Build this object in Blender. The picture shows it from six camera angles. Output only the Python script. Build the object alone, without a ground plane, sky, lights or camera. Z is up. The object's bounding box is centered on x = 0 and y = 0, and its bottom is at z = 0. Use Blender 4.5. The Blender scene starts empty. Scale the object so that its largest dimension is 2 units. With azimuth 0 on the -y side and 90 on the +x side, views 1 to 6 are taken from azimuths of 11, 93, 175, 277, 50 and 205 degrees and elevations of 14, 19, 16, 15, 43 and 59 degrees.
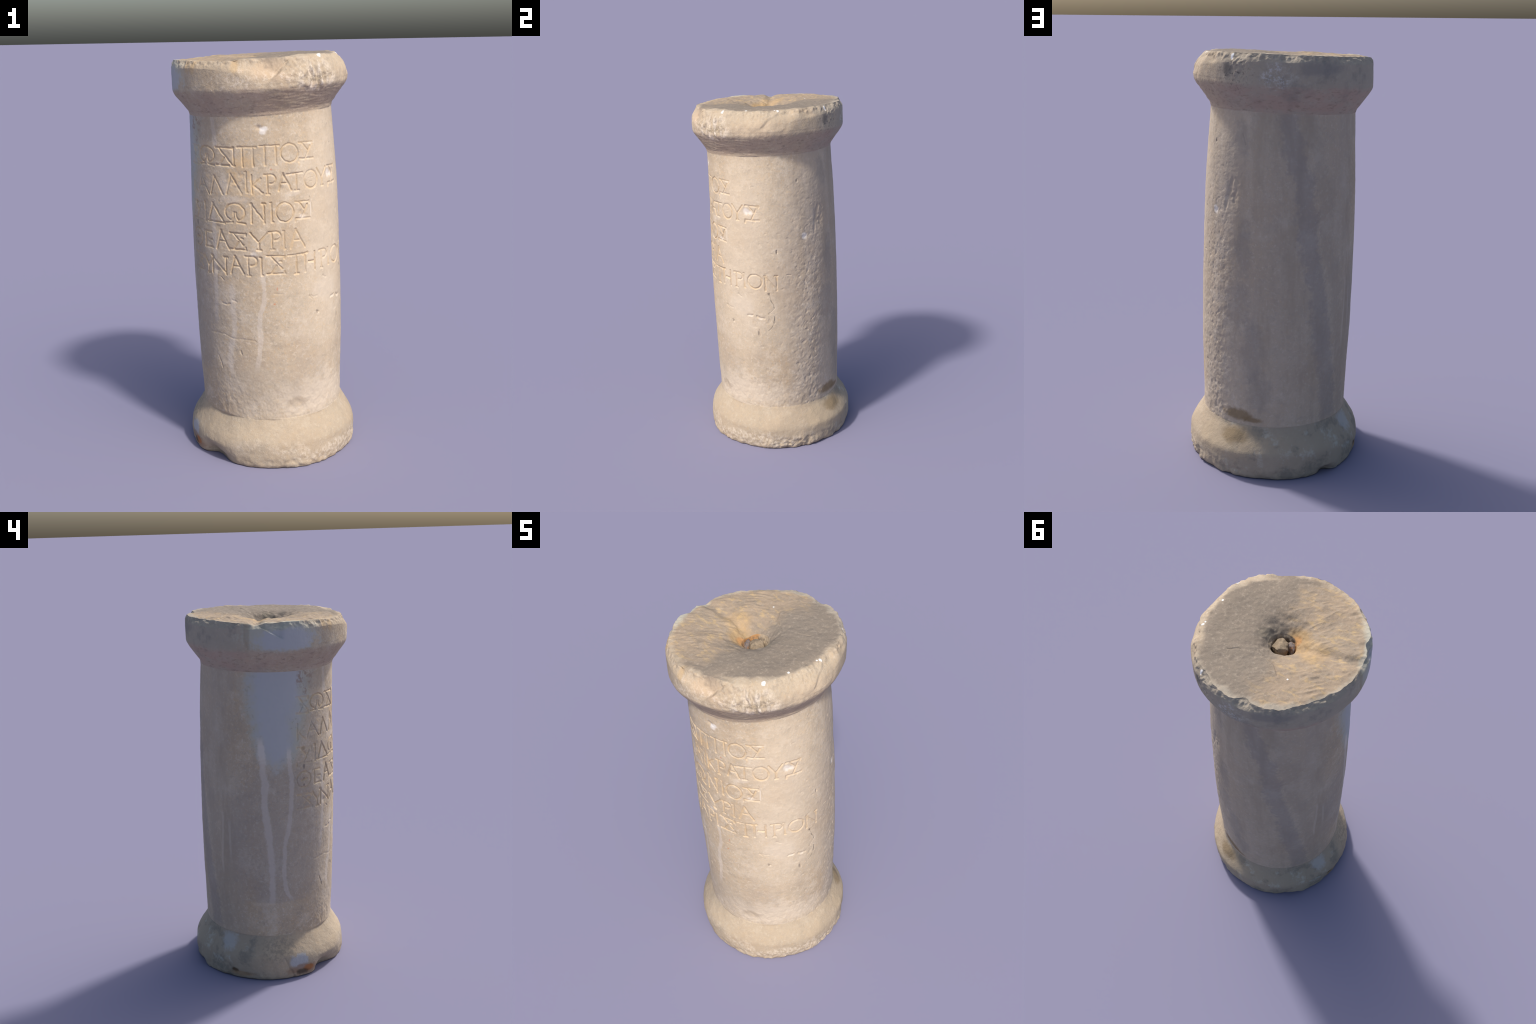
"""Weathered marble column with a flared capital, a rounded base and a five-line
Greek inscription.  The body is one lathe-like grid (rows along the profile,
columns round the axis); it is bent, tilted, worn, carved and then divided into
base, shaft, capital, socket and the carved letters."""
import numpy as np

# ------------------------------------------------------------------ helpers
def smooth(x, a, b):
    t = np.clip((x - a) / (b - a), 0, 1)
    return t * t * (3 - 2 * t)

def spline(x, pts):
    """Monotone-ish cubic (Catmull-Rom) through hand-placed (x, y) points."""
    px, py = np.array(pts, float).T
    m = np.gradient(py, px)
    i = np.clip(np.searchsorted(px, x) - 1, 0, len(px) - 2)
    h = px[i + 1] - px[i]
    t = np.clip((x - px[i]) / h, 0, 1)
    return ((2*t**3 - 3*t**2 + 1) * py[i] + (t**3 - 2*t**2 + t) * h * m[i]
            + (3*t**2 - 2*t**3) * py[i + 1] + (t**3 - t**2) * h * m[i + 1])

def lin(x, pts):
    px, py = np.array(pts, float).T
    return np.interp(x, px, py)

def wrap(d):
    return (np.asarray(d) + 180.0) % 360.0 - 180.0

def bump(az, a0, w):
    """Soft bell in azimuth (degrees)."""
    return np.exp(-(wrap(az - a0) / w) ** 2)

def plateau(az, a0, w, soft):
    return 1 - smooth(np.abs(wrap(az - a0)), w - soft, w + soft)

_rng = np.random.default_rng(11)
_perm = np.concatenate([_rng.permutation(256)] * 3)
_grad = _rng.normal(size=(256, 3))
_grad /= np.linalg.norm(_grad, axis=1, keepdims=True)

def perlin(P, scale, offset=(0, 0, 0)):
    Q = np.asarray(P) * np.asarray(scale) + np.asarray(offset, float) + 100.0
    I = np.floor(Q).astype(np.int64)
    F = Q - I
    I &= 255
    U = F ** 3 * (F * (F * 6 - 15) + 10)
    out = 0
    for dx in (0, 1):
        wx = U[..., 0] if dx else 1 - U[..., 0]
        hx = _perm[I[..., 0] + dx]
        for dy in (0, 1):
            wy = U[..., 1] if dy else 1 - U[..., 1]
            hy = _perm[hx + I[..., 1] + dy]
            for dz in (0, 1):
                wz = U[..., 2] if dz else 1 - U[..., 2]
                g = _grad[_perm[hy + I[..., 2] + dz]]
                out = out + wx * wy * wz * (g[..., 0] * (F[..., 0] - dx) + g[..., 1] * (F[..., 1] - dy) + g[..., 2] * (F[..., 2] - dz))
    return out * 1.6

def fbm(P, scale, octaves=3, offset=(0, 0, 0), gain=.5):
    s, a, tot = np.asarray(scale, float), 1.0, 0
    for k in range(octaves):
        tot = tot + a * perlin(P, s, np.asarray(offset, float) + 7.3 * k)
        s, a = s * 2.03, a * gain
    return tot

# ------------------------------------------------------------------ the body
JOINT_LOW, JOINT_HIGH, ARRIS, CREST = .238, 1.730, 1.848, 1.983

SHAFT_R = [(.238, .3605), (.30, .3612), (.40, .3645), (.60, .3698), (.80, .3728), (.95, .3730), (1.10, .3711),
           (1.25, .3682), (1.40, .3639), (1.55, .3588), (1.68, .3537), (1.73, .3520)]
AXIS_X = [(0, .0125), (.12, .0130), (.25, .0105), (.40, .0073), (.60, .0039), (.80, -.0002), (1.0, -.0057), (1.2, -.0100),
          (1.4, -.0154), (1.6, -.0210), (1.73, -.0250), (1.85, -.0255), (2.0, -.0265)]
AXIS_Y = [(0, .0140), (.12, .0150), (.25, .0135), (.40, .0103), (.60, .0095), (.80, .0074), (1.0, .0048), (1.2, .0019),
          (1.4, -.0019), (1.6, -.0071), (1.73, -.0110), (1.85, -.0135), (2.0, -.0125)]
OVAL_C = [(0, .000), (.3, .0005), (.8, .0015), (1.2, .0020), (1.4, .0027), (1.6, .0058), (1.73, .0068), (2.0, .0062)]
OVAL_S = [(0, .001), (.3, .0000), (.7, .0005), (1.0, -.0008), (1.6, -.0015), (1.73, -.0010), (1.85, .0000), (2.0, .0000)]
TILT_X = [(0, 0), (.20, .003), (1.0, .024), (1.73, .046), (1.86, .046), (1.97, .036)]
TILT_Y = [(0, 0), (.20, .014), (1.0, .014), (1.73, .021), (1.86, .016), (1.97, .025)]

# profile of the base from the ground up, and of the capital from the shaft up
BASE = [(0, .421), (.008, .4255), (.035, .4300), (.07, .4310), (.10, .4296), (.12, .4262), (.14, .4195), (.16, .4090),
        (.18, .3960), (.20, .3830), (.22, .3710), (.238, .3618)]
CAP = [(1.730, .3535), (1.745, .3580), (1.76, .3680), (1.79, .3890), (1.82, .4105), (1.838, .4215), (1.848, .4255), (1.87, .4272)]

# crest of the top rim: radius seen from the capital's axis, and how round the edge is worn
CREST_R = [(-180, .396), (-172, .412), (-160, .418), (-145, .402), (-128, .400), (-112, .408), (-96, .405), (-80, .402),
           (-68, .412), (-52, .409), (-38, .412), (-24, .408), (-8, .412), (6, .392), (18, .380), (30, .388), (45, .392),
           (58, .378), (74, .358), (90, .356), (104, .366), (118, .386), (132, .395), (148, .400), (162, .414), (172, .416), (180, .396)]
ROUND_FROM = [(-180, 1.950), (-60, 1.950), (-20, 1.945), (0, 1.920), (25, 1.905), (60, 1.895), (100, 1.905), (120, 1.925), (140, 1.94), (180, 1.950)]

def columns():
    """Azimuths of the grid columns; closer together where the writing stands."""
    dense = np.linspace(-66, 104, 660, endpoint=False)
    rest = np.linspace(104, 294, 440, endpoint=False)
    return np.concatenate([dense, rest])

def rows():
    """(kind, parameter) of every grid row, from the underside to the socket floor."""
    out = [('under', t) for t in np.linspace(0, 1, 10, endpoint=False)]
    out += [('base', s) for s in np.linspace(0, JOINT_LOW, 84, endpoint=False)]
    z = np.concatenate([np.linspace(JOINT_LOW, .95, 180, endpoint=False), np.linspace(.95, 1.62, 320, endpoint=False), np.linspace(1.62, JOINT_HIGH, 34, endpoint=False)])
    out += [('shaft', s) for s in z]
    out += [('cap', s) for s in np.linspace(JOINT_HIGH, 1.87, 46, endpoint=False)]
    out += [('rim', t) for t in np.linspace(0, 1, 44, endpoint=False)]
    out += [('top', t) for t in np.linspace(0, 1, 100, endpoint=False)]
    out += [('socket', t) for t in np.linspace(0, 1, 36)]
    return out

SOCKET = (-.040, -.008)            # centre of the dowel hole
SOCKET_R, SOCKET_FLOOR = .066, 1.850

def top_height(x, y):
    """The broken top surface, without the fine relief."""
    z = CREST + .001 + .034 * x + .021 * y - .004 * smooth(-y, .30, .44) + .004 * np.exp(-((y + .21) / .10) ** 2)
    dx, dy = x - SOCKET[0], y - SOCKET[1]
    r = np.hypot(dx, dy)
    skew = np.hypot(dx + .030, dy + .022)          # the funnel opens wider to the front left
    funnel = .040 * np.exp(-(np.maximum(r - .052, 0) / .045) ** 1.4) + .023 * np.exp(-(skew / .120) ** 2) + .005 * np.exp(-(r / .21) ** 2)
    # pouring channel from the socket to the west rim
    along, across = -dx, dy - .014 - .03 * dx
    chan = .017 * np.exp(-(across / .028) ** 2) * smooth(along, .02, .12)
    chan = chan + .004 * smooth(across, -.005, .05) * smooth(-across, -.17, -.03) * smooth(along, .05, .30)
    return z - funnel - chan

def body(az, kinds):
    """Grid of points [row, column, xyz] before the fine relief."""
    a = np.radians(az)[None, :]
    n = len(kinds)
    S = np.zeros((n, 1)); R = np.zeros((n, len(az))); Z = np.zeros((n, len(az)))
    crest_r = spline(wrap(az), CREST_R)
    wob = np.stack([np.sin(a[0]), np.cos(a[0]), 0 * a[0]], -1)
    crest_r = crest_r + .004 * bump(az, 283, 20) + .006 * fbm(wob, 6, 3) + .0030 * perlin(wob, 24)
    for c, w, d in ((-74, 3.5, .016), (-18, 3, .010), (109, 4, .012), (179, 4, .012), (-93, 3, .010), (-50, 2.5, .006), (-125, 3, .006), (150, 3, .006)):
        crest_r = crest_r - d * bump(az, c, w)
    start = spline(wrap(az), ROUND_FROM)
    cx0, cy0 = spline(1.93, AXIS_X), spline(1.93, AXIS_Y)
    sx, cy = np.sin(a[0]), -np.cos(a[0])
    # crest point and its height on the top surface
    px, py = cx0 + crest_r * sx, cy0 + crest_r * cy
    zc = top_height(px, py) - .004 * plateau(az, 75, 45, 15)
    X = np.zeros((n, len(az))); Y = np.zeros_like(X)
    def spall(z):
        """Depth of the flat break on the front of the capital, left of a slanting edge."""
        edge = wrap(az) - (14 + (z - 1.864) * 165)
        left = wrap(az) - (13 - (z - 1.862) * 260)
        return .028 * smooth(edge, 1.0, -1.0) * smooth(left, -5, 26) * smooth(z, 1.850, 1.885)
    for i, (k, t) in enumerate(kinds):
        if k in ('under', 'base', 'shaft', 'cap'):
            s = 0.0 if k == 'under' else t
            if k == 'under':
                r = np.full(len(az), .05 + t * (.421 - .05))
            elif k == 'base':
                r = spline(s, BASE) + 0 * az
            elif k == 'shaft':
                r = spline(s, SHAFT_R) + 0 * az
            else:
                r = spline(s, CAP) + 0 * az
            ov = spline(s, OVAL_C) * np.cos(2 * a[0]) + spline(s, OVAL_S) * np.sin(2 * a[0])
            r = r + ov * (t if k == 'under' else 1)
            if k == 'cap':
                z_here = s + spline(s, TILT_X) * r * sx + spline(s, TILT_Y) * r * cy
                r = r - spall(z_here) + (.005 * bump(az, 283, 20) - .004 * bump(az, 118, 16) + .003 * bump(az, -24, 14)) * smooth(s, 1.74, 1.84)
            x, y = spline(s, AXIS_X) + r * sx, spline(s, AXIS_Y) + r * cy
            X[i], Y[i] = x, y
            Z[i] = s + spline(s, TILT_X) * x + spline(s, TILT_Y) * y
        elif k == 'rim':
            r0 = .4275 + .005 * bump(az, 283, 20) - .004 * bump(az, 118, 16) + .003 * bump(az, -24, 14) + spline(1.9, OVAL_C) * np.cos(2 * a[0]) + spline(1.9, OVAL_S) * np.sin(2 * a[0])
            s = 1.87
            xs, ys = spline(s, AXIS_X) + r0 * sx, spline(s, AXIS_Y) + r0 * cy
            z0 = s + spline(s, TILT_X) * xs + spline(s, TILT_Y) * ys
            zb = np.maximum(start + .036 * xs + .02 * ys, z0 + .004)
            # first a near-vertical face up to the worn edge, then the rounded edge
            v = .45
            if t < v:
                q = t / v
                X[i], Y[i] = xs + (cx0 - spline(s, AXIS_X)) * q, ys
                Z[i] = z0 + (zb - z0) * q
                dent = .0015 * q + spall(Z[i])
                X[i] -= dent * sx; Y[i] -= dent * cy
            else:
                q = (t - v) / (1 - v) * np.pi / 2
                e = 1 / (1.15 + .25 * plateau(az, 70, 50, 20))
                fr, fz = np.cos(q) ** (2 * e * .95), np.sin(q) ** (2 * e * .95)
                xo, yo = xs + (cx0 - spline(s, AXIS_X)) - .0015 * sx, ys - .0015 * cy
                Z[i] = zb + (zc - zb) * fz
                dent = spall(Z[i]) * fr
                X[i] = px + (xo - px) * fr - dent * sx
                Y[i] = py + (yo - py) * fr - dent * cy
        elif k == 'top':
            f = t ** .85
            hx, hy = SOCKET[0] + SOCKET_R * sx, SOCKET[1] + SOCKET_R * cy
            X[i], Y[i] = px + (hx - px) * f, py + (hy - py) * f
            Z[i] = zc + (top_height(X[i], Y[i]) - zc) * smooth(t, 0, .10) if t < .1 else top_height(X[i], Y[i])
        else:
            lip = 1 - .30 * min(t / .7, 1.0)
            lip = lip if t < .8 else lip * (1 - (t - .8) / .2 * .98)
            rr = SOCKET_R * lip * (1 + .10 * t * np.sin(3 * a[0] + 1.0) + .06 * t * np.sin(7 * a[0]))
            X[i], Y[i] = SOCKET[0] + rr * sx, SOCKET[1] + rr * cy
            z_lip = top_height(SOCKET[0] + SOCKET_R * sx, SOCKET[1] + SOCKET_R * cy)
            Z[i] = z_lip + (SOCKET_FLOOR - z_lip) * min(1, t / .8)
    return np.stack([X, Y, Z], -1)

# ==== DETAIL
def grid_normals(P):
    du = np.empty_like(P)
    du[1:-1] = P[2:] - P[:-2]; du[0] = P[1] - P[0]; du[-1] = P[-1] - P[-2]
    dv = np.roll(P, -1, 1) - np.roll(P, 1, 1)
    N = np.cross(dv, du)
    return N / np.maximum(np.linalg.norm(N, axis=-1, keepdims=True), 1e-12)

# --- the writing: letter skeletons in a unit box, as strokes (lists of points)
def arc(cx, cy, rx, ry, a0, a1, n=22):
    t = np.radians(np.linspace(a0, a1, n))
    return [(cx + rx * np.cos(q), cy + ry * np.sin(q)) for q in t]

SIGMA = [[(0, 1), (1, .98)], [(.22, .97), (.84, .28)], [(.54, .46), (.24, .03)], [(.70, .70), (.80, .68)], [(0, .02), (1, 0)], [(1, .98), (.98, .86)], [(1, 0), (.98, .12)]]
GLYPH = {
    'sigma': SIGMA,
    'sigma_crossed': [[(0, 1), (1, .98)], [(.24, .97), (.62, .52)], [(.80, .78), (.42, .03)], [(0, .03), (1, .02)], [(1, .98), (.98, .88)], [(0, .03), (-.03, -.12)]],
    'sigma_ligature': [[(0, 1), (1, .98)], [(.2, .97), (.98, .03)], [(.5, .42), (.22, .04)], [(0, .02), (.78, 0)]],
    'omega': [arc(.5, .56, .5, .44, -70, 250), [(.67, .15), (.58, .32), (.56, .55)], [(.33, .15), (.44, .30), (.46, .55)], [(.02, .03), (.38, .06)], [(.62, .05), (1, .0)]],
    'iota': [[(.5, 1), (.5, 0)], [(.5, 1), (.0, 1)], [(.5, 0), (1, .0)]],
    'pi': [[(-.45, 1), (1.3, 1)], [(0, 1), (0, 0)], [(1, 1), (1, .03)]],
    'omicron': [arc(.5, .5, .5, .5, 0, 360, 36)],
    'kappa': [[(0, 1), (0, 0)], [(.85, .82), (.1, .42)], [(.2, .44), (1, .02)]],
    'alpha': [[(.38, 1), (0, 0)], [(.36, 1), (1, .02)], [(.2, .44), (.7, .44)]],
    'lambda': [[(.34, 1), (0, 0)], [(.33, 1), (1, .02)]],
    'rho': [[(.12, 1), (.12, 0)], [(-.2, 1), (.5, 1)] + arc(.55, .77, .45, .23, 80, -90, 12) + [(.4, .54)], [(0, 0), (.3, 0)]],
    'tau': [[(0, .97), (1, 1)], [(.58, .98), (.58, 0)], [(.44, 0), (.72, 0)]],
    'upsilon': [[(0, 1), (.48, .45), (.5, 0)], [(1, .98), (.5, .47)], [(.4, 0), (.62, 0)]],
    'delta': [[(.4, 1), (.1, .06)], [(.38, 1), (1, .02)], [(0, .06), (.95, .03)]],
    'nu': [[(.08, 1), (.05, 0)], [(0, 1), (.95, .12)], [(.98, 1), (.98, 0)], [(.86, 1), (1.08, 1)]],
    'theta': [arc(.5, .5, .5, .5, 0, 360, 36), [(.35, .45), (.72, .55)]],
    'epsilon': [[(.05, 1), (.05, 0)], [(-.2, 1), (.8, .98)], [(.45, .52), (.85, .50)], [(0, .02), (.95, 0)]],
    'eta': [[(0, 1), (0, 0)], [(1, 1), (1, 0)], [(.35, .5), (.85, .5)], [(-.2, .98), (.2, 1)]],
}
# each line: (letter, azimuth of left and right edge, height of foot and head, how deep it is cut)
INSCRIPTION = [
    [('sigma', -58.3, -46.7, 1.486, 1.574, .7), ('omega', -44.7, -27.7, 1.490, 1.577, .9), ('sigma_ligature', -26, -11.6, 1.493, 1.576, 1.1),
     ('iota', -11.6, -10.2, 1.494, 1.577, 1), ('pi', -4.2, 3.6, 1.491, 1.580, .9), ('pi', 12.3, 20.5, 1.498, 1.586, .85),
     ('omicron', 24.2, 38, 1.506, 1.591, .8), ('sigma_crossed', 38.9, 51.8, 1.515, 1.592, .75)],
    [('kappa', -57.4, -50.2, 1.346, 1.433, .7), ('alpha', -48.5, -34.5, 1.351, 1.434, .9), ('lambda', -32.5, -21.2, 1.356, 1.441, 1.1),
     ('lambda', -17.9, -6, 1.362, 1.452, .8), ('iota', -3.2, -1.4, 1.371, 1.466, .7), ('kappa', 1.8, 9.5, 1.367, 1.450, .9), ('rho', 12.5, 19.5, 1.362, 1.453, .9),
     ('alpha', 21.4, 31.2, 1.376, 1.455, 1), ('tau', 28, 40.9, 1.374, 1.454, .9), ('omicron', 42.3, 54.4, 1.377, 1.460, .7),
     ('upsilon', 54.8, 65.4, 1.381, 1.465, .75), ('sigma_crossed', 68.3, 80.8, 1.383, 1.466, .8)],
    [('sigma_crossed', -57.8, -43.9, 1.218, 1.302, .8), ('iota', -40.5, -38.9, 1.217, 1.309, .9), ('delta', -37.8, -20.6, 1.217, 1.310, 1.1),
     ('omega', -19.8, -4.1, 1.222, 1.316, 1), ('nu', .3, 10.1, 1.227, 1.318, 1.05), ('iota', 14.6, 16.2, 1.231, 1.321, 1), ('omicron', 18.7, 31.9, 1.229, 1.320, 1),
     ('sigma_crossed', 33.5, 45.8, 1.237, 1.320, .9)],
    [('theta', -58.6, -45, 1.085, 1.172, .85), ('epsilon', -40.8, -31.9, 1.093, 1.169, 1), ('alpha', -28.5, -17.5, 1.092, 1.182, 1.1), ('sigma', -16.7, -4.2, 1.097, 1.176, 1),
     ('upsilon', -.8, 11.6, 1.099, 1.180, 1.1), ('rho', 14, 21.3, 1.100, 1.184, 1), ('iota', 23, 24.6, 1.101, 1.185, .9), ('alpha', 28.6, 40.2, 1.100, 1.190, .85)],
    [('sigma', -58, -43.7, .967, 1.045, .7), ('upsilon', -43.1, -32.4, .964, 1.048, 1), ('nu', -34.2, -20.6, .969, 1.054, 1), ('alpha', -16.9, -6.7, .979, 1.064, 1.1),
     ('rho', -4, 3.4, .972, 1.065, .9), ('iota', 5.7, 7.3, .975, 1.061, .9), ('sigma', 10.6, 23.7, .981, 1.068, 1), ('tau', 26.2, 37.5, .975, 1.068, 1),
     ('eta', 40, 48.9, .979, 1.070, 1), ('rho', 55, 62.3, .982, 1.070, .7), ('iota', 63.4, 65, .987, 1.070, .7), ('omicron', 67.8, 80.8, .987, 1.070, .85), ('nu', 83.2, 94, .977, 1.064, .85)],
]
# scratches and tool cuts on the shaft: polyline of (azimuth, z), half width, depth
CUTS = [
    ([(-41, .657), (-26, .662), (-18, .646), (-8, .649), (0, .645)], .004, .0022),
    ([(-33.5, .535), (-32, .515), (-30, .483)], .0055, .005),
    ([(-26, .822), (-22, .818), (-19, .826)], .005, .004), ([(-25.5, .952), (-23.5, .940)], .005, .004),
    ([(15, .884), (18, .881), (21, .883)], .004, .0025), ([(44, .855), (46.5, .846), (50, .846)], .0045, .003),
    ([(66, .818), (71, .823)], .007, .005), ([(75, .818), (78, .808), (82, .808)], .008, .006), ([(49, .772), (51, .765)], .006, .005),
    ([(42.5, .855), (45.5, .838)], .005, .003), ([(57, .94), (60.5, .93)], .005, .003), ([(76.6, .735), (77.4, .70)], .005, .003),
    ([(95, 1.212), (95.3, 1.197)], .006, .005), ([(117, 1.602), (117, 1.592)], .007, .004),
    ([(87, .962), (89, .918), (91.5, .873), (86, .835), (91.5, .832), (91, .780), (86, .738)], .003, .0022),
    ([(138, 1.436), (134.5, 1.37), (132, 1.305)], .014, .0055), ([(142, 1.385), (139.5, 1.352), (140, 1.33)], .010, .004), ([(141, 1.44), (144, 1.42)], .010, .003),
    ([(146, 1.645), (149, 1.595)], .004, .002),
    ([(46, 1.335), (47.5, 1.30), (48, 1.262)], .004, .0025), ([(14.5, .345), (14, .34)], .004, .002),
    ([(-12.6, .585), (-11.5, .57)], .006, .003), ([(-17, .845), (-13.5, .838)], .005, .003),
    ([(46, 1.426), (50, 1.427)], .0025, .0018), ([(46.5, 1.408), (49, 1.408)], .0025, .0018),
    ([(103, 1.066), (107, 1.066)], .004, .003),
]
# dents: azimuth, z, half width (deg), half height, depth
DENTS = [(9, 1.668, 3.2, .014, .007), (70, 1.430, 4.5, .024, .007), (30, .315, 6, .022, .004), (36, .280, 3, .02, .006), (122, 1.281, 3, .02, .004),
         (-12, 1.42, 4, .02, .004), (-9, 1.385, 4, .02, .005), (-5, 1.41, 3, .03, .004), (16, 1.385, 3, .018, .004), (22.5, 1.39, 2.5, .018, .0035), (26, 1.445, 2, .012, .003), (40, 1.252, 4, .012, .004),
         (37, 1.27, 3, .012, .003), (0, 1.083, 3, .012, .0035), (1, 1.06, 4, .014, .0035), (-36, 1.115, 5, .02, .003), (-29, .985, 3, .015, .004), (-6, 1.455, 5, .014, .003),
         (136, 1.37, 3.5, .06, .006), (141, 1.345, 2.5, .03, .005), (138, 1.36, 8, .09, .003), (-28, 1.20, 4, .012, .002), (-20, 1.585, 3, .008, .002)]

def seg_distance(U, V, pts):
    d = np.full(U.shape, 9.0)
    for (x0, y0), (x1, y1) in zip(pts[:-1], pts[1:]):
        ex, ey = x1 - x0, y1 - y0
        L = ex * ex + ey * ey + 1e-12
        t = np.clip(((U - x0) * ex + (V - y0) * ey) / L, 0, 1)
        d = np.minimum(d, np.hypot(U - x0 - t * ex, V - y0 - t * ey))
    return d

def carve(az, Z, rough):
    """Depth of the cuts on the shaft rows, and the number of the letter each point lies in."""
    depth = np.zeros_like(Z); which = np.full(Z.shape, -1)
    A = np.broadcast_to(wrap(az)[None, :], Z.shape)
    k = np.pi / 180 * .368
    rng = np.random.default_rng(5)
    count = 0
    for line in INSCRIPTION:
        for name, a0, a1, z0, z1, strength in line:
            rise = .0008
            pad = 5.5
            sel = np.where((A > a0 - pad) & (A < a1 + pad) & (Z > z0 - .02) & (Z < z1 + .02))
            U, V = A[sel] * k, Z[sel]
            U = U + .0016 * rough[sel]; V = V + .0016 * rough[sel]
            best = np.zeros(len(U)); near = np.full(len(U), 9.0)
            for stroke in GLYPH[name]:
                pts = [(k * (a0 + (a1 - a0) * p), z0 + (z1 - z0) * q + rng.normal() * .0006) for p, q in stroke]
                d = seg_distance(U, V, pts)
                half = .0066 * (.88 + .24 * rng.random())
                # wedge ends: the chisel bites wider at stroke ends
                e = np.minimum(np.hypot(U - pts[0][0], V - pts[0][1]), np.hypot(U - pts[-1][0], V - pts[-1][1]))
                half = half * (1 + .35 * (1 - smooth(e, 0, .012)))
                f = np.clip(1 - d / half, 0, 1)
                best = np.maximum(best, (f * f * (3 - 2 * f) * .45 + f * .55) * .0060 * strength * (.9 + .2 * rng.random()))
                near = np.minimum(near, d / half)
            cur = depth[sel]
            depth[sel] = np.maximum(cur, best)
            w = which[sel]; w[near < 1.02] = count; which[sel] = w
            count += 1
    for pts, half, dep in CUTS:
        lo, hi = min(p[0] for p in pts) - 4, max(p[0] for p in pts) + 4
        zl, zh = min(p[1] for p in pts) - .03, max(p[1] for p in pts) + .03
        sel = np.where((A > lo) & (A < hi) & (Z > zl) & (Z < zh))
        U, V = A[sel] * k + .002 * rough[sel], Z[sel] + .002 * rough[sel]
        d = seg_distance(U, V, [(p * k, q) for p, q in pts])
        depth[sel] = np.maximum(depth[sel], dep * np.clip(1 - d / half, 0, 1) ** .9)
    for a0, z0, wa, wz, dep in DENTS:
        q = (wrap(A - a0) / wa) ** 2 + ((Z - z0) / wz) ** 2
        depth += dep * np.exp(-q * 1.3) * (1 + .5 * rough)
    return depth, which, count

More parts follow.
